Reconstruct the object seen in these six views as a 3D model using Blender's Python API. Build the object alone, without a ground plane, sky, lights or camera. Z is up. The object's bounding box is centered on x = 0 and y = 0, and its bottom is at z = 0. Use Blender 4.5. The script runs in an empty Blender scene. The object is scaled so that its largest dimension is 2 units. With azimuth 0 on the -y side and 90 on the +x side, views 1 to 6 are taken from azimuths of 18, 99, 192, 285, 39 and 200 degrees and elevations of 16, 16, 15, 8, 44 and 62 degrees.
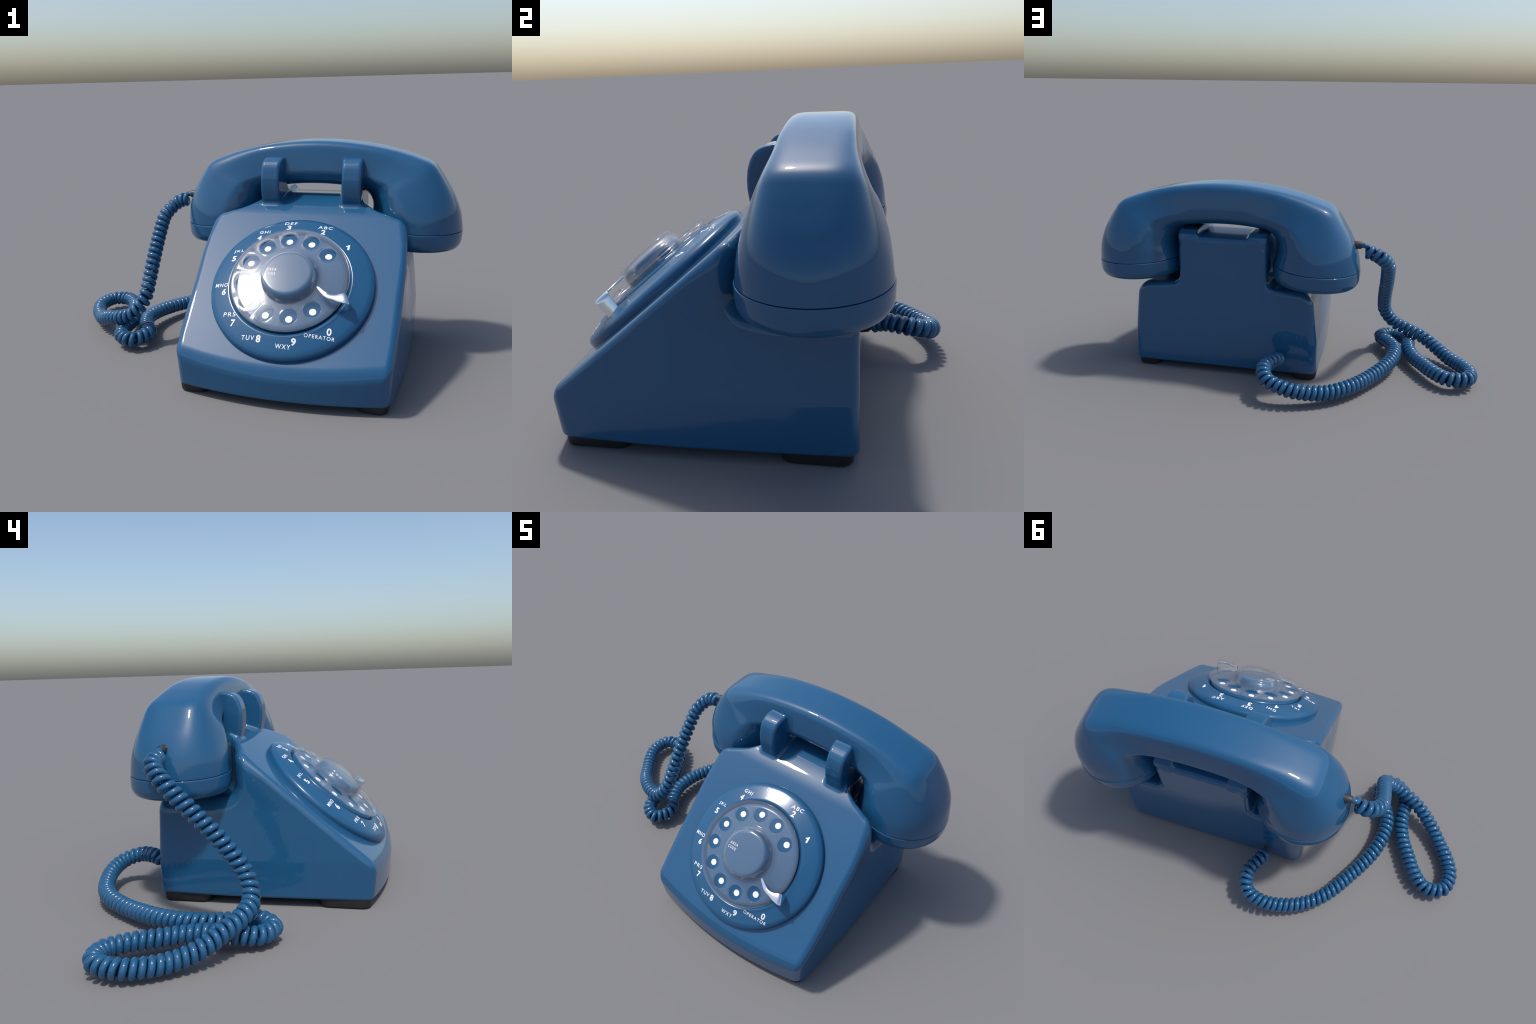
"""Blue desk telephone with rotary dial, handset on its cradle and a coiled cord."""
import bpy, bmesh, math
import numpy as np
from mathutils import Vector

XC = 0.304                       # the phone's mirror plane (the cord hangs off to -x)
COL = bpy.context.scene.collection


# ------------------------------------------------------------------ materials
def principled(name, color, rough, **inputs):
    m = bpy.data.materials.new(name)
    m.use_nodes = True
    b = m.node_tree.nodes["Principled BSDF"]
    b.inputs["Base Color"].default_value = (*color, 1)
    b.inputs["Roughness"].default_value = rough
    for k, v in inputs.items():
        b.inputs[k.replace("_", " ")].default_value = v
    return m


def mottled(m, color, amount, scale, bump=0.0, bump_scale=60.0):
    """Very faint cloudiness of the moulded plastic, plus optional fine grain."""
    nt = m.node_tree
    b = nt.nodes["Principled BSDF"]
    tc = nt.nodes.new("ShaderNodeTexCoord")
    nz = nt.nodes.new("ShaderNodeTexNoise")
    nz.inputs["Scale"].default_value = scale
    nz.inputs["Detail"].default_value = 3
    nt.links.new(tc.outputs["Object"], nz.inputs["Vector"])
    ramp = nt.nodes.new("ShaderNodeValToRGB")
    ramp.color_ramp.elements[0].position = 0.3
    ramp.color_ramp.elements[1].position = 0.7
    ramp.color_ramp.elements[0].color = (*[c * (1 - amount) for c in color], 1)
    ramp.color_ramp.elements[1].color = (*[c * (1 + amount) for c in color], 1)
    nt.links.new(nz.outputs["Fac"], ramp.inputs["Fac"])
    nt.links.new(ramp.outputs["Color"], b.inputs["Base Color"])
    if bump:
        n2 = nt.nodes.new("ShaderNodeTexNoise")
        n2.inputs["Scale"].default_value = bump_scale
        nt.links.new(tc.outputs["Object"], n2.inputs["Vector"])
        bp = nt.nodes.new("ShaderNodeBump")
        bp.inputs["Strength"].default_value = bump
        bp.inputs["Distance"].default_value = 0.002
        nt.links.new(n2.outputs["Fac"], bp.inputs["Height"])
        nt.links.new(bp.outputs["Normal"], b.inputs["Normal"])


BLUE = (0.0125, 0.083, 0.185)
M_BLUE = principled("blue_plastic", BLUE, 0.40, Specular_IOR_Level=0.10, Coat_Weight=0.95, Coat_Roughness=0.025)
mottled(M_BLUE, BLUE, 0.02, 3.0)
M_DIAL = principled("blue_dial_plastic", BLUE, 0.20, Specular_IOR_Level=0.5)
mottled(M_DIAL, BLUE, 0.02, 4.0)
M_CORD = principled("blue_cord_vinyl", BLUE, 0.40, Specular_IOR_Level=0.12, Coat_Weight=0.95, Coat_Roughness=0.04)
mottled(M_CORD, BLUE, 0.03, 6.0)
M_WHITE = principled("white_print", (0.80, 0.81, 0.83), 0.45)
M_CARD = principled("grey_blue_print", (0.78, 0.80, 0.83), 0.5)
M_BLACK = principled("black_rubber", (0.012, 0.012, 0.013), 0.55)
mottled(M_BLACK, (0.012, 0.012, 0.013), 0.2, 40.0, 0.2, 90.0)
M_BOOT = principled("dark_grey_rubber", (0.03, 0.03, 0.032), 0.42)
mottled(M_BOOT, (0.03, 0.03, 0.032), 0.1, 40.0)
M_STEEL = principled("polished_steel", (0.86, 0.87, 0.9), 0.18, Metallic=1.0)


def clear_plastic():
    """Thin clear moulding: mostly see-through, a faint milky haze, Fresnel gloss on top."""
    m = bpy.data.materials.new("clear_plastic")
    m.use_nodes = True
    nt = m.node_tree
    nt.nodes.remove(nt.nodes["Principled BSDF"])
    clear = nt.nodes.new("ShaderNodeBsdfTransparent")
    haze = nt.nodes.new("ShaderNodeBsdfDiffuse")
    haze.inputs["Color"].default_value = (0.78, 0.81, 0.86, 1)
    gloss = nt.nodes.new("ShaderNodeBsdfGlossy")
    gloss.inputs["Roughness"].default_value = 0.12
    fr = nt.nodes.new("ShaderNodeFresnel")
    fr.inputs["IOR"].default_value = 1.45
    ma = nt.nodes.new("ShaderNodeMath")
    ma.operation = "MULTIPLY"
    ma.inputs[1].default_value = 0.35
    milk = nt.nodes.new("ShaderNodeMixShader")
    milk.inputs[0].default_value = 0.04
    mx = nt.nodes.new("ShaderNodeMixShader")
    nt.links.new(clear.outputs[0], milk.inputs[1])
    nt.links.new(haze.outputs[0], milk.inputs[2])
    nt.links.new(fr.outputs[0], ma.inputs[0])
    nt.links.new(ma.outputs[0], mx.inputs[0])
    nt.links.new(milk.outputs[0], mx.inputs[1])
    nt.links.new(gloss.outputs[0], mx.inputs[2])
    nt.links.new(mx.outputs[0], nt.nodes["Material Output"].inputs["Surface"])
    return m


M_CLEAR = clear_plastic()


# ------------------------------------------------------------------ helpers
def empty(name, parent=None, loc=(0, 0, 0)):
    o = bpy.data.objects.new(name, None)
    o.location = loc
    o.parent = parent
    COL.objects.link(o)
    return o


def mesh_object(name, verts, faces, mat, parent, normals=None, smooth=True):
    me = bpy.data.meshes.new(name)
    me.from_pydata([tuple(map(float, v)) for v in verts], [], [tuple(map(int, f)) for f in faces])
    me.update()
    if smooth:
        me.polygons.foreach_set("use_smooth", [True] * len(me.polygons))
    if normals is not None:
        me.normals_split_custom_set_from_vertices([tuple(map(float, n)) for n in normals])
    me.materials.append(mat)
    o = bpy.data.objects.new(name, me)
    o.parent = parent
    COL.objects.link(o)
    return o


def recalc(o, angle=None):
    bm = bmesh.new()
    bm.from_mesh(o.data)
    bmesh.ops.remove_doubles(bm, verts=bm.verts, dist=1e-6)
    bmesh.ops.recalc_face_normals(bm, faces=bm.faces)
    bm.to_mesh(o.data)
    bm.free()
    if angle:
        o.data.set_sharp_from_angle(angle=math.radians(angle))
    return o


def smooth_curve(points, n):
    """Centripetal-free Catmull-Rom through points, n samples evenly spaced in arc length."""
    p = np.asarray(points, float)
    q = np.vstack([2 * p[0] - p[1], p, 2 * p[-1] - p[-2]])
    out = []
    for i in range(1, len(q) - 2):
        t = np.linspace(0, 1, 24, endpoint=False)[:, None]
        a, b, c, d = q[i - 1], q[i], q[i + 1], q[i + 2]
        out.append(0.5 * (2 * b + (c - a) * t + (2 * a - 5 * b + 4 * c - d) * t ** 2 + (3 * b - a - 3 * c + d) * t ** 3))
    out.append(p[-1:])
    out = np.vstack(out)
    s = np.r_[0, np.cumsum(np.linalg.norm(np.diff(out, axis=0), axis=1))]
    u = np.linspace(0, s[-1], n)
    return np.stack([np.interp(u, s, out[:, k]) for k in range(p.shape[1])], 1)


def rounded_profile(points, radius, seg=5):
    """Open polyline of (r, h) with its inner corners rounded; radius may be a list."""
    pts = [np.array(p, float) for p in points]
    out = [pts[0]]
    for i in range(1, len(pts) - 1):
        a, b, c = pts[i - 1], pts[i], pts[i + 1]
        rad = radius[i - 1] if isinstance(radius, (list, tuple)) else radius
        u, v = a - b, c - b
        lu, lv = np.linalg.norm(u), np.linalg.norm(v)
        k = min(rad, 0.48 * lu, 0.48 * lv)
        if k < 1e-5:
            out.append(b)
            continue
        p0, p1 = b + u / lu * k, b + v / lv * k
        for t in np.linspace(0, 1, seg + 1):
            out.append((1 - t) ** 2 * p0 + 2 * t * (1 - t) * b + t * t * p1)
    out.append(pts[-1])
    return out


def lathe(name, profile, mat, parent, to_world, steps=128, sharp=40):
    """Revolve (r, h); r = 0 ends are closed with a fan.  to_world(x, y, h) places it."""
    verts, faces, rings = [], [], []
    for r, h in profile:
        if r < 1e-6:
            rings.append([len(verts)])
            verts.append(to_world(0, 0, h))
        else:
            rings.append(list(range(len(verts), len(verts) + steps)))
            for k in range(steps):
                a = 2 * math.pi * k / steps
                verts.append(to_world(r * math.cos(a), r * math.sin(a), h))
    for A, B in zip(rings[:-1], rings[1:]):
        for k in range(steps):
            k2 = (k + 1) % steps
            if len(A) == 1:
                faces.append((A[0], B[k], B[k2]))
            elif len(B) == 1:
                faces.append((A[k], A[k2], B[0]))
            else:
                faces.append((A[k], A[k2], B[k2], B[k]))
    return recalc(mesh_object(name, verts, faces, mat, parent), sharp)


# ------------------------------------------------------------------ implicit solids (housing)
def meet(r, *d):
    """Intersection of half spaces with every convex edge rounded to radius r."""
    m = d[0]
    for x in d[1:]:
        m = np.maximum(m, x)
    q = sum(np.maximum(x + r, 0) ** 2 for x in d)
    return np.minimum(m, -r) + np.sqrt(q)


def join(r, a, b):
    """Union with a concave fillet of radius r."""
    return -meet(r, -a, -b)


def polygon_distance(pts, u, v):
    pts = np.asarray(pts, float)
    d = np.full(u.shape, 1e9)
    inside = np.zeros(u.shape, bool)
    n = len(pts)
    for i in range(n):
        (ax, ay), (bx, by) = pts[i], pts[(i + 1) % n]
        ex, ey = bx - ax, by - ay
        t = np.clip(((u - ax) * ex + (v - ay) * ey) / (ex * ex + ey * ey), 0, 1)
        d = np.minimum(d, (u - ax - t * ex) ** 2 + (v - ay - t * ey) ** 2)
        if ey != 0:
            inside ^= ((ay > v) != (by > v)) & (u < ex * (v - ay) / ey + ax)
    return np.where(inside, -1, 1) * np.sqrt(d)


SLOPE_N = (-0.637, 0.771)          # (y, z) normal of the dial face, 39.6 degrees
SLOPE_D = 0.546

# side profile (y, z) of a cradle prong and the saddle behind it
PRONG = smooth_curve([(0.030, 0.66), (0.018, 0.70), (0.004, 0.76), (0.000, 0.81), (0.006, 0.86), (0.022, 0.897),
                      (0.048, 0.917), (0.085, 0.926), (0.112, 0.927)], 26).tolist() + \
    [[0.116, 0.90], [0.112, 0.83], [0.122, 0.795], [0.145, 0.772], [0.20, 0.765], [0.312, 0.762], [0.338, 0.742], [0.342, 0.715], [0.325, 0.69], [0.28, 0.64]]


def housing_distance(X, y, z):
    X = X - 0.005 * np.clip(-y / 0.3, 0, 1)
    ax = np.abs(X)
    low = np.maximum(0.20 - z, 0)
    front = (-0.667 + 0.04 * low + (0.215 + 0.40 * low) * X * X - y) * 0.97
    back = y - 0.345
    width = 0.489 - (0.346 - y) * 0.036 + 0.016 * (1 - ((y + 0.12) / 0.47) ** 2) * 0.8 * np.clip((0.42 - z) / 0.22, 0, 1)
    width = width - 0.09 * np.clip(z - 0.20, 0, 0.25) * np.clip((y + 0.22) / 0.30, 0, 1)      # the rear flanks lean in
    side = ax - width + 0.03 * low * np.clip((-y - 0.2) / 0.35, 0, 1)
    slope = SLOPE_N[0] * y + SLOPE_N[1] * z - SLOPE_D
    top = z - (0.747 - 0.35 * np.maximum(y - 0.12, 0) ** 2)
    # cradle bench: a bay for each handset cap, open to the side and the back
    wall = 0.036 - 0.26 * np.clip(ax - 0.24, 0, 0.25)
    bay = meet(0.105, 0.232 - ax, (wall - y) * 0.96)
    bay = meet(0.045, bay, 0.476 - z)
    outer = np.clip((ax - 0.27) / 0.13, 0, 1)
    edge = 0.022 + outer * (0.008 + 0.046 * np.clip((y + 0.15) / 0.25, 0, 1))
    body = meet(edge, side, slope, -bay)
    body = meet(0.034, body, front)
    body = meet(0.075, body, top)
    body = meet(0.024 + 0.014 * outer, body, back)
    body = meet(0.010, body, 0.036 - z)
    # prongs and saddles
    flare = 0.014 * np.clip((y - 0.02) / 0.10, 0, 1)
    prong = meet(0.014, polygon_distance(PRONG, y, z), ax - 0.239 + 0.006 * np.clip((y - 0.07) / 0.06, 0, 1), 0.148 - flare - ax)
    return join(0.018, body, prong)


def surface_nets(f, lo, hi, h):
    """Quad mesh of f = 0, its vertices pulled onto the surface; returns verts, quads, normals."""
    n = [int(math.ceil((b - a) / h)) + 1 for a, b in zip(lo, hi)]
    g = [a + h * np.arange(k) for a, k in zip(lo, n)]
    P = np.meshgrid(*g, indexing="ij")
    v = f(*P)
    s = v < 0
    c = np.zeros([k - 1 for k in n], int)
    for i in (0, 1):
        for j in (0, 1):
            for k in (0, 1):
                c += s[i:n[0] - 1 + i, j:n[1] - 1 + j, k:n[2] - 1 + k]
    act = (c > 0) & (c < 8)
    idx = -np.ones(act.shape, int)
    cells = np.argwhere(act)
    idx[act] = np.arange(len(cells))
    verts = np.array(lo) + h * (cells + 0.5)
    quads = []
    for a in range(3):
        b, d = (a + 1) % 3, (a + 2) % 3
        s0 = np.take(s, range(n[a] - 1), a)
        s1 = np.take(s, range(1, n[a]), a)
        e = np.argwhere(s0 != s1)
        flip = s0[tuple(e.T)]
        ok = (e[:, b] > 0) & (e[:, d] > 0) & (e[:, b] < n[b] - 1) & (e[:, d] < n[d] - 1)
        e, flip = e[ok], flip[ok]
        ring = []
        for ob, od in ((0, 0), (-1, 0), (-1, -1), (0, -1)):
            t = e.copy()
            t[:, b] += ob
            t[:, d] += od
            ring.append(idx[tuple(t.T)])
        q = np.stack(ring, 1)
        q[~flip] = q[~flip][:, ::-1]
        quads.append(q)
    quads = np.vstack(quads)

    def grad(p, e=0.0012):
        out = np.empty_like(p)
        for k in range(3):
            o = np.zeros(3)
            o[k] = e
            out[:, k] = (f(*(p + o).T) - f(*(p - o).T)) / (2 * e)
        return out

    for it in range(8):
        if it < 4:                       # even the spacing, then project back
            acc = np.zeros_like(verts)
            cnt = np.zeros(len(verts))
            for k in range(4):
                np.add.at(acc, quads[:, k], verts[quads[:, (k + 1) % 4]] + verts[quads[:, k - 1]])
                np.add.at(cnt, quads[:, k], 2)
            verts = 0.4 * verts + 0.6 * acc / np.maximum(cnt, 1)[:, None]
        gr = grad(verts)
        step = f(*verts.T)[:, None] * gr / np.maximum((gr ** 2).sum(1), 0.05)[:, None]
        verts = verts - np.clip(step, -h, h)
    gr = grad(verts)
    return verts, quads, gr / np.maximum(np.linalg.norm(gr, axis=1), 1e-9)[:, None]


# ------------------------------------------------------------------ the telephone
phone = empty("rotary_telephone")
phone["label"] = "glossy blue desk telephone with clear rotary dial and coiled cord"
phone["category"] = "telephone"


def build_housing():
    v, q, nrm = surface_nets(housing_distance, (-0.53, -0.70, 0.0), (0.53, 0.38, 0.97), 0.0065)
    v = v + np.array([XC, 0, 0])
    cen = v[q].mean(1)
    ax = np.abs(cen[:, 0] - XC)
    is_prong = (ax > 0.126) & (ax < 0.254) & (cen[:, 2] > 0.757)
    parts = [("housing", ~is_prong), ("cradle_prong", is_prong & (cen[:, 0] < XC)), ("cradle_prong", is_prong & (cen[:, 0] > XC))]
    first = None
    for name, mask in parts:
        f = q[mask]
        used = np.unique(f)
        remap = -np.ones(len(v), int)
        remap[used] = np.arange(len(used))
        o = mesh_object(name, v[used], remap[f], M_BLUE, phone, normals=nrm[used])
        first = first or o
    return first


housing = build_housing()


# feet: four rounded rubber pads at the corners
def build_foot(cx, cy, hx, hy, rot):
    bm = bmesh.new()
    bmesh.ops.create_cube(bm, size=1)
    for w in bm.verts:
        k = 0.97 if w.co.z < 0 else 1.0
        w.co = Vector((w.co.x * 2 * hx * k, w.co.y * 2 * hy * k, w.co.z * 0.044))
    vert = [e for e in bm.edges if abs(e.verts[0].co.z - e.verts[1].co.z) > 0.02]
    bmesh.ops.bevel(bm, geom=vert, offset=0.04, segments=5, affect='EDGES', profile=0.5)
    low = [e for e in bm.edges if e.verts[0].co.z < -0.02 and e.verts[1].co.z < -0.02]
    bmesh.ops.bevel(bm, geom=low, offset=0.006, segments=3, affect='EDGES', profile=0.5)
    me = bpy.data.meshes.new("foot")
    bm.to_mesh(me)
    bm.free()
    me.polygons.foreach_set("use_smooth", [True] * len(me.polygons))
    me.set_sharp_from_angle(angle=math.radians(40))
    me.materials.append(M_BLACK)
    o = bpy.data.objects.new("foot", me)
    o.location = (cx, cy, 0.022)
    o.rotation_euler = (0, 0, rot)
    o.parent = phone
    COL.objects.link(o)


for sx in (-1, 1):
    build_foot(XC + sx * 0.384, -0.489, 0.066, 0.114, sx * -0.04)
    build_foot(XC + sx * 0.422, 0.218, 0.062, 0.113, sx * -0.04)

# ------------------------------------------------------------------ dial
DIAL = np.array([XC, -0.392, 0.471])
DS = np.array([0, 0.771, 0.637])
DN = np.array([0, -0.637, 0.771])


def on_dial(x, s, h):
    return DIAL + np.array([x, 0, 0]) + DS * s + DN * h


dial = empty("dial", phone, tuple(DIAL))


def under_dial(o):
    o.parent = dial
    o.matrix_parent_inverse.identity()
    me = o.data
    me.transform(__import__("mathutils").Matrix.Translation(-Vector(DIAL)))
    return o


RING = rounded_profile([(0.236, -0.040), (0.246, -0.030), (0.262, -0.0095), (0.340, -0.0311), (0.357, -0.046), (0.355, -0.090)],
                       [0.006, 0.010, 0.014, 0.012], 6)
under_dial(lathe("number_ring", RING, M_DIAL, phone, on_dial, 160))
PLATE = rounded_profile([(0, 0.006), (0.11, 0.006), (0.232, -0.004), (0.244, -0.014), (0.244, -0.045)], [0.01, 0.008, 0.006], 5)
plate_height = lambda r: 0.006 - 0.082 * max(r - 0.11, 0)
under_dial(lathe("dial_plate", PLATE, M_DIAL, phone, on_dial, 128))
KNOB = rounded_profile([(0, 0.050), (0.104, 0.050), (0.118, 0.030), (0.120, -0.002)], [0.014, 0.012], 6)
under_dial(lathe("dial_hub", KNOB, M_DIAL, phone, on_dial, 96))


def ring_height(x, s):
    r = np.hypot(x, s)
    return np.interp(r, [0.262, 0.340, 0.357], [-0.0095, -0.0311, -0.046])


HOLE_R, HOLE_AT = 0.0365, 0.193
HOLES = [math.radians(40 + 30 * i) for i in range(10)]

# white target dots on the plate under the finger holes
for a in HOLES:
    cx, cy = 0.1955 * math.cos(a), 0.1955 * math.sin(a)
    vs = [on_dial(cx, cy, plate_height(0.1955) + 0.0014)]
    fs = []
    for k in range(28):
        t = 2 * math.pi * k / 28
        vs.append(on_dial(cx + 0.0149 * math.cos(t), cy + 0.0149 * math.sin(t), plate_height(math.hypot(cx + 0.0149 * math.cos(t), cy + 0.0149 * math.sin(t))) + 0.0013))
    for k in range(28):
        vs.append(on_dial(cx + 0.0151 * math.cos(2 * math.pi * k / 28), cy + 0.0151 * math.sin(2 * math.pi * k / 28), -0.006))
    for k in range(28):
        k2 = (k + 1) % 28
        fs += [(0, 1 + k, 1 + k2), (1 + k2, 1 + k, 29 + k, 29 + k2)]
    under_dial(recalc(mesh_object("target_dot", vs, fs, M_WHITE, phone), 40))


def build_finger_wheel():
    """Clear wheel: flat disc with ten finger holes and a raised hollow cap over the hub."""
    R, t0, t1, th = 0.257, 0.0285, 0.0185, 0.0135          # top height at the cap and at the rim (a shallow cone)
    outer = rounded_profile([(0.147, t0), (R - 0.003, t1), (R, t1 - 0.004), (R, t1 - th + 0.003), (R - 0.003, t1 - th), (0.147, t0 - th)],
                            [0.002, 0.003, 0.003, 0.002], 3)
    cap_top = rounded_profile([(0, 0.074), (0.112, 0.074), (0.130, 0.034), (0.139, t0 + 0.001), (0.147, t0)], [0.014, 0.010, 0.006], 5)
    cap_in = rounded_profile([(0.147, t0 - th), (0.128, t0 - th), (0.122, 0.034), (0.107, 0.0605), (0, 0.0605)], [0.004, 0.006, 0.012], 4)
    prof = cap_top[:-1] + outer + cap_in[1:]
    wheel = lathe("finger_wheel", prof, M_CLEAR, phone, lambda x, y, h: (x, y, h), 144)
    # drill the holes
    bm = bmesh.new()
    for a in HOLES:
        steps = 40
        lo, hi = [], []
        for k in range(steps):
            t = 2 * math.pi * k / steps
            x, y = HOLE_AT * math.cos(a) + HOLE_R * math.cos(t), HOLE_AT * math.sin(a) + HOLE_R * math.sin(t)
            lo.append(bm.verts.new((x, y, -0.02)))
            hi.append(bm.verts.new((x, y, 0.06)))
        bm.faces.new(lo[::-1])
        bm.faces.new(hi)
        for k in range(steps):
            k2 = (k + 1) % steps
            bm.faces.new((lo[k], lo[k2], hi[k2], hi[k]))
    cm = bpy.data.meshes.new("finger_hole_cutter")
    bm.to_mesh(cm)
    bm.free()
    cutter = bpy.data.objects.new("finger_hole_cutter", cm)
    COL.objects.link(cutter)
    mod = wheel.modifiers.new("holes", "BOOLEAN")
    mod.operation, mod.solver, mod.object = "DIFFERENCE", "EXACT", cutter
    dg = bpy.context.evaluated_depsgraph_get()
    me = bpy.data.meshes.new_from_object(wheel.evaluated_get(dg))
    wheel.modifiers.clear()
    wheel.data = me
    bpy.data.objects.remove(cutter)
    bm = bmesh.new()
    bm.from_mesh(me)
    edges = [e for e in bm.edges if len(e.link_faces) == 2 and e.calc_face_angle(0) > math.radians(60)
             and any(abs(math.hypot(e.verts[0].co.x - HOLE_AT * math.cos(a), e.verts[0].co.y - HOLE_AT * math.sin(a)) - HOLE_R) < 0.001 for a in HOLES)]
    bmesh.ops.bevel(bm, geom=edges, offset=0.003, segments=3, affect='EDGES', profile=0.5)
    for w in bm.verts:
        w.co = Vector(on_dial(*w.co))
    bmesh.ops.recalc_face_normals(bm, faces=bm.faces)
    bm.to_mesh(me)
    bm.free()
    me.polygons.foreach_set("use_smooth", [True] * len(me.polygons))
    me.set_sharp_from_angle(angle=math.radians(35))
    return under_dial(wheel)


build_finger_wheel()


def build_finger_stop():
    """Bent steel blade: narrow tip over the wheel, widening outward, then turned down to the ring."""
    path = smooth_curve([(0.136, -0.060, 0.049), (0.150, -0.072, 0.048), (0.168, -0.087, 0.047), (0.190, -0.099, 0.047),
                         (0.222, -0.103, 0.047), (0.252, -0.102, 0.046), (0.262, -0.101, 0.040), (0.263, -0.102, 0.020), (0.263, -0.104, -0.026)], 40)
    width = np.interp(np.linspace(0, 1, 40), [0, 0.04, 0.25, 0.42, 0.6, 0.66, 1], [0.007, 0.012, 0.020, 0.024, 0.047, 0.052, 0.046])
    verts, faces = [], []
    tang = np.gradient(path, axis=0)
    tang /= np.linalg.norm(tang, axis=1)[:, None]
    flat = np.array([tang[:28].mean(0)[1], 0, 0])
    for i, (p, t) in enumerate(zip(path, tang)):
        plan = np.array([t[0], t[1], 0])
        ref = np.array([0, 0, 1.0]) if abs(t[2]) < 0.7 else np.array([1.0, 0, 0])
        k = min(1, max(0, (i - 18) / 8))                     # toward the end the blade lies square to +x
        sidev = np.cross(np.array([0, 0, 1.0]), plan)
        sidev = sidev / max(np.linalg.norm(sidev), 1e-6) * (1 - k) + np.array([-0.35, 0.94, 0]) * k
        sidev /= np.linalg.norm(sidev)
        nrm = np.cross(t, sidev)
        nrm /= np.linalg.norm(nrm)
        w, th = width[i] / 2, 0.0045
        for a, b in ((-w, -th * 0.6), (-w * 0.85, -th), (w * 0.85, -th), (w, -th * 0.6), (w, th * 0.6), (w * 0.85, th), (-w * 0.85, th), (-w, th * 0.6)):
            verts.append(on_dial(*(p + sidev * a + nrm * b)))
    m = 8
    for i in range(len(path) - 1):
        for k in range(m):
            k2 = (k + 1) % m
            faces.append((i * m + k, i * m + k2, (i + 1) * m + k2, (i + 1) * m + k))
    faces += [tuple(range(m))[::-1], tuple(range((len(path) - 1) * m, len(path) * m))]
    return under_dial(recalc(mesh_object("finger_stop", verts, faces, M_STEEL, phone), 50))


build_finger_stop()


# printed characters ------------------------------------------------------
def printed(name, text, x, s, height, width, weight, mat, level, tilt=0.0):
    """Text fitted into width x height, laid on the dial where level(x, s) gives the surface height."""
    cu = bpy.data.curves.new(name, "FONT")
    cu.body = text
    cu.align_x, cu.align_y = "CENTER", "CENTER"
    cu.offset = weight
    cu.resolution_u = 6
    cu.extrude = 0.02
    cu.space_character = 1.25 if len(text) > 1 else 1
    t = bpy.data.objects.new(name, cu)
    COL.objects.link(t)
    dg = bpy.context.evaluated_depsgraph_get()
    me = bpy.data.meshes.new_from_object(t.evaluated_get(dg))
    bpy.data.objects.remove(t)
    co = np.array([w.co for w in me.vertices])
    lo, hi = co.min(0), co.max(0)
    u = ((co[:, 0] - lo[0]) / (hi[0] - lo[0]) - 0.5) * width
    v = ((co[:, 1] - lo[1]) / (hi[1] - lo[1]) - 0.5) * height
    px = x + u * math.cos(tilt) - v * math.sin(tilt)
    py = s + u * math.sin(tilt) + v * math.cos(tilt)
    lift = np.where(co[:, 2] > 0, 0.0007, -0.0010)
    hh = level(px, py) + lift
    for w, a, b, c in zip(me.vertices, px, py, hh):
        w.co = Vector(on_dial(a, b, c))
    me.materials.clear()
    me.materials.append(mat)
    o = bpy.data.objects.new(name, me)
    o.parent = phone
    COL.objects.link(o)
    return under_dial(o)


NUMERALS = [("1", 0.221, 0.193), ("2", 0.102, 0.267), ("3", -0.057, 0.284), ("4", -0.182, 0.219), ("5", -0.275, 0.099),
            ("6", -0.279, -0.077), ("7", -0.205, -0.221), ("8", -0.080, -0.283), ("9", 0.067, -0.283), ("0", 0.202, -0.223)]
ONE = [(-0.05, -0.5), (0.5, -0.5), (0.5, 0.5), (0.12, 0.5), (-0.12, 0.32), (-0.5, 0.24), (-0.5, 0.02), (-0.05, 0.10)]


def numeral_one(x, s, height, width):
    """The flagged, footless 1 of a condensed bold face."""
    n = len(ONE)
    vs = [on_dial(x + u * width, s + v * height, float(ring_height(x + u * width, s + v * height)) + 0.0007) for u, v in ONE]
    vs += [on_dial(x + u * width, s + v * height, float(ring_height(x + u * width, s + v * height)) - 0.001) for u, v in ONE]
    fs = [tuple(range(n)), tuple(range(2 * n - 1, n - 1, -1))] + [(i, i + n, (i + 1) % n + n, (i + 1) % n) for i in range(n)]
    return under_dial(recalc(mesh_object("numeral", vs, fs, M_WHITE, phone, smooth=False)))


for ch, x, s in NUMERALS:
    if ch == "1":
        numeral_one(x, s, 0.030, 0.0155)
        continue
    printed("numeral", ch, x, s, 0.030, 0.0195, 0.030, M_WHITE, ring_height)
LETTERS = [("ABC", 0.107, 0.298, 0.064), ("DEF", -0.054, 0.314, 0.057), ("GHI", -0.165, 0.256, 0.050), ("JKL", -0.262, 0.140, 0.049),
           ("MNO", -0.298, -0.043, 0.060), ("PRS", -0.227, -0.184, 0.056), ("TUV", -0.126, -0.281, 0.056), ("WXY", 0.026, -0.306, 0.063),
           ("OPERATOR", 0.166, -0.250, 0.122)]
for word, x, s, w in LETTERS:
    printed("letter_group", word, x, s, 0.0155 if word == "OPERATOR" else 0.0185, w, 0.008, M_WHITE, ring_height)
flat_hub = lambda x, s: np.full(np.shape(x), 0.050)
printed("dial_caption", "AREA", -0.071, 0.012, 0.0135, 0.045, 0.006, M_CARD, flat_hub)
printed("dial_caption", "CODE", -0.073, -0.009, 0.0135, 0.045, 0.006, M_CARD, flat_hub)

# ------------------------------------------------------------------ handset
HX, HY = 0.308, 0.2205
handset = empty("handset", phone)

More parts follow.
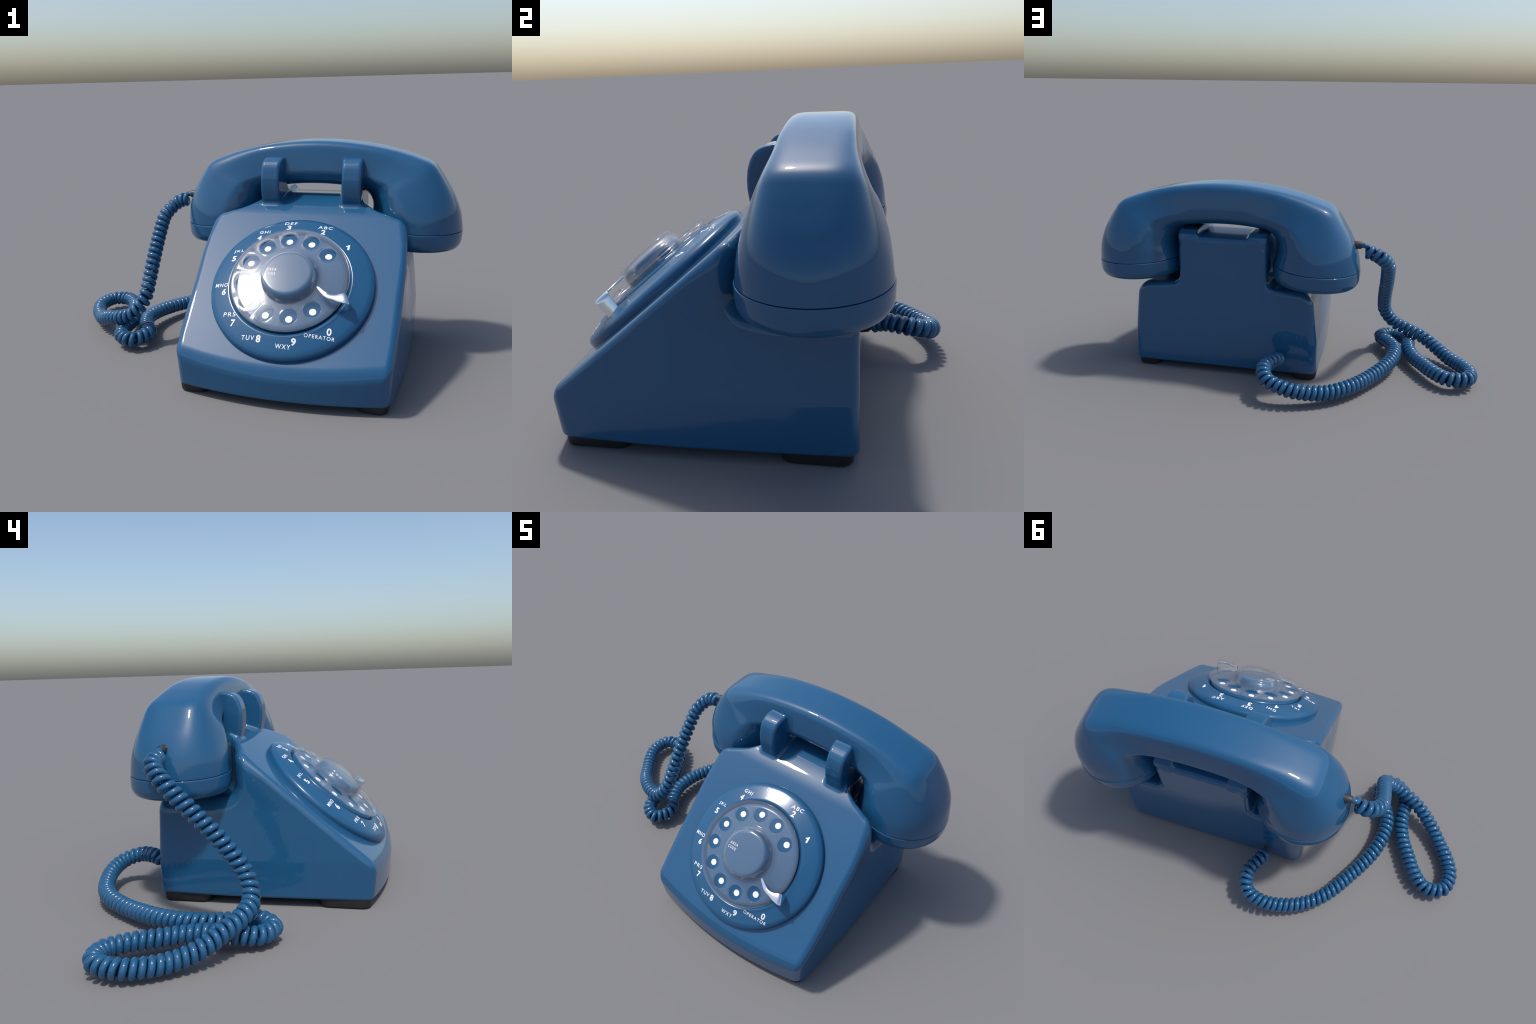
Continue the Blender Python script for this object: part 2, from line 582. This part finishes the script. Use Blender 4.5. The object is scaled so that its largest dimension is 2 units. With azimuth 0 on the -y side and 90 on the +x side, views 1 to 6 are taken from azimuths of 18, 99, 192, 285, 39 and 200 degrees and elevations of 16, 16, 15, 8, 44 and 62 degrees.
# stations from the middle of the grip to the cap seam:
# inner (x, z), outer (x, z), half width, taper toward the outer side, squareness outer, squareness inner
GRIP = [((0.000, 0.787), (0.000, 0.999), 0.127, 0.12, 6.5, 2.5),
        ((0.080, 0.785), (0.130, 0.993), 0.127, 0.12, 6.5, 2.5),
        ((0.150, 0.779), (0.270, 0.975), 0.128, 0.12, 6.5, 2.5),
        ((0.200, 0.769), (0.396, 0.947), 0.136, 0.15, 5.2, 2.1),
        ((0.236, 0.752), (0.495, 0.915), 0.150, 0.17, 4.8, 1.85),
        ((0.248, 0.741), (0.536, 0.898), 0.158, 0.185, 4.6, 1.8),
        ((0.256, 0.730), (0.561, 0.879), 0.167, 0.195, 4.3, 1.75),
        ((0.262, 0.717), (0.580, 0.854), 0.176, 0.20, 4.0, 1.75),
        ((0.266, 0.704), (0.604, 0.818), 0.185, 0.195, 3.7, 1.75),
        ((0.268, 0.676), (0.645, 0.749), 0.200, 0.155, 3.0, 1.8),
        ((0.262, 0.642), (0.676, 0.676), 0.211, 0.07, 2.4, 1.95),
        ((0.254, 0.618), (0.688, 0.617), 0.216, 0.01, 2.1, 2.0),
        ((0.250, 0.604), (0.692, 0.583), 0.219, 0.00, 2.0, 2.0)]


def build_handset_body():
    rows = np.array([[*a, *b, c, d, e, f] for a, b, c, d, e, f in GRIP])
    full = np.vstack([rows[:0:-1] * np.array([-1, 1, -1, 1, 1, 1, 1, 1]), rows])
    st = smooth_curve(np.c_[full[:, 2] * 1.0, full[:, 3], full[:, 0], full[:, 1], full[:, 4:]], 151)
    m = 96
    verts, faces = [], []
    th = 2 * math.pi * np.arange(m) / m
    for ox, oz, ix, iz, hw, taper, no, ni in st:
        c = np.array([(ox + ix) / 2, (oz + iz) / 2])
        e = np.array([(ox - ix) / 2, (oz - iz) / 2])
        for t in th:
            ct, sn = math.cos(t), math.sin(t)
            k = no if sn > 0 else ni
            # blend squareness smoothly over the waist
            k = ni + (no - ni) * (0.5 + 0.5 * math.tanh(sn * 4))
            a = math.copysign(abs(sn) ** (2 / k), sn)
            w = math.copysign(abs(ct) ** (2 / k), ct) * hw * (1 - taper * a)
            p = c + e * a
            verts.append((HX + p[0], HY + w, p[1]))
    n = len(st)
    for i in range(n - 1):
        for k in range(m):
            k2 = (k + 1) % m
            faces.append((i * m + k, i * m + k2, (i + 1) * m + k2, (i + 1) * m + k))
    o = mesh_object("handset_grip", verts, faces, M_BLUE, handset)
    return recalc(o)


build_handset_body()


def cap_frame(sgn):
    inner, outer = np.array(GRIP[-1][0]), np.array(GRIP[-1][1])
    c = (inner + outer) / 2
    e = (outer - inner) / np.linalg.norm(outer - inner)
    down = np.array([e[1], -e[0]])

    def place(x, y, h):
        p = c + e * x + down * h
        return (HX + sgn * p[0], HY + y, p[1])
    return place


CAP = rounded_profile([(0, -0.004), (0.212, -0.004), (0.2125, 0.0035), (0.2215, 0.0035), (0.2225, 0.010), (0.2215, 0.062), (0.205, 0.089), (0.13, 0.095), (0.05, 0.092), (0, 0.092)],
                      [0.001, 0.001, 0.003, 0.003, 0.02, 0.012, 0.03, 0.02], 5)
for sgn, nm in ((1, "earpiece_cap"), (-1, "mouthpiece_cap")):
    lathe(nm, CAP, M_BLUE, handset, cap_frame(sgn), 128, 50)

# ------------------------------------------------------------------ cord
def boot(start, end, r0, r1):
    a, b = np.array(start), np.array(end)
    ax = (b - a) / np.linalg.norm(b - a)
    u = np.cross(ax, [0, 0, 1.0])
    u /= np.linalg.norm(u)
    w = np.cross(u, ax)
    L = np.linalg.norm(b - a)
    prof = rounded_profile([(0, 0), (r0, 0), (r1, L), (0, L)], [0.001, 0.003], 3)
    return lathe("cord_boot", prof, M_BOOT, phone, lambda x, y, h: a + ax * h + u * x + w * y, 32)


boot((-0.330, 0.220, 0.711), (-0.386, 0.220, 0.710), 0.0210, 0.0185)
boot((-0.007, 0.340, 0.112), (-0.007, 0.374, 0.114), 0.0195, 0.0165)

CORD = [(-0.405, 0.222, 0.682), (-0.438, 0.224, 0.675), (-0.477, 0.214, 0.655), (-0.517, 0.160, 0.604), (-0.519, 0.091, 0.535), (-0.514, 0.022, 0.466),
        (-0.507, -0.046, 0.397), (-0.502, -0.109, 0.321), (-0.508, -0.163, 0.241), (-0.561, -0.191, 0.167), (-0.649, -0.172, 0.132),
        (-0.733, -0.128, 0.110), (-0.806, -0.071, 0.079), (-0.867, 0.002, 0.059), (-0.925, 0.080, 0.057), (-0.962, 0.170, 0.061),
        (-0.939, 0.262, 0.066), (-0.849, 0.278, 0.067), (-0.777, 0.215, 0.069), (-0.726, 0.132, 0.068), (-0.677, 0.047, 0.068),
        (-0.649, -0.046, 0.073), (-0.645, -0.144, 0.069), (-0.613, -0.234, 0.063), (-0.531, -0.266, 0.065), (-0.488, -0.187, 0.075),
        (-0.539, -0.104, 0.078), (-0.574, -0.014, 0.080), (-0.572, 0.083, 0.078), (-0.547, 0.178, 0.073), (-0.505, 0.266, 0.068),
        (-0.455, 0.349, 0.062), (-0.404, 0.433, 0.064), (-0.342, 0.508, 0.066), (-0.264, 0.566, 0.067), (-0.175, 0.605, 0.078),
        (-0.082, 0.625, 0.097), (0.009, 0.604, 0.121), (0.041, 0.523, 0.143), (0.010, 0.440, 0.146), (-0.004, 0.400, 0.134), (-0.007, 0.370, 0.116)]


def build_cord():
    N = 2600
    p = smooth_curve(CORD, N)
    p[:, 2] -= 0.006 * np.clip((0.14 - p[:, 2]) / 0.05, 0, 1)          # let the lying part settle
    t = np.gradient(p, axis=0)
    t /= np.linalg.norm(t, axis=1)[:, None]
    s = np.r_[0, np.cumsum(np.linalg.norm(np.diff(p, axis=0), axis=1))]
    # rotation-minimising frame
    u = np.zeros_like(p)
    u[0] = np.cross(t[0], [0, 0, 1.0])
    u[0] /= np.linalg.norm(u[0])
    for i in range(1, N):
        q = u[i - 1] - t[i] * (u[i - 1] @ t[i])
        u[i] = q / np.linalg.norm(q)
    w = np.cross(t, u)
    pitch = np.interp(s, [0, 0.2, 0.8, 1.2, s[-1]], [0.031, 0.033, 0.033, 0.0292, 0.0292])
    phase = np.r_[0, np.cumsum(np.diff(s) / pitch[1:])]
    turns = phase[-1]
    seg = 16
    k = np.arange(int(turns * seg) + 1) / seg
    ip = lambda arr: np.stack([np.interp(k, phase, arr[:, c]) for c in range(3)], 1)
    P, U, W = ip(p), ip(u), ip(w)
    ang = -2 * math.pi * k - math.pi / 2                      # left-handed coil, first turn starts at the top
    ramp = np.clip((k[-1] - k) / 1.1, 0, 1)
    rad = 0.0252 * ramp * ramp * (3 - 2 * ramp)
    c = P + U * (rad * np.cos(ang))[:, None] + W * (rad * np.sin(ang))[:, None]
    lead = np.array([(-0.378, 0.220, 0.710), (-0.390, 0.220, 0.7105), (-0.401, 0.2205, 0.7105)])
    c = np.vstack([lead, c])                                  # straight lead from the boot
    # sweep a round wire along the coil
    tt = np.gradient(c, axis=0)
    tt /= np.linalg.norm(tt, axis=1)[:, None]
    verts, faces, m, r = [], [], 10, 0.0138
    v = np.cross(tt[0], [0.2, 0.1, 1.0])
    for i in range(len(c)):
        v = v - tt[i] * (v @ tt[i])
        v /= np.linalg.norm(v)
        b = np.cross(tt[i], v)
        for j in range(m):
            a = 2 * math.pi * j / m
            verts.append(c[i] + r * (math.cos(a) * v + math.sin(a) * b))
    for i in range(len(c) - 1):
        for j in range(m):
            j2 = (j + 1) % m
            faces.append((i * m + j, i * m + j2, (i + 1) * m + j2, (i + 1) * m + j))
    faces += [tuple(range(m))[::-1], tuple(range(len(verts) - m, len(verts)))]
    o = mesh_object("coiled_cord", verts, faces, M_CORD, phone)
    return recalc(o)


build_cord()
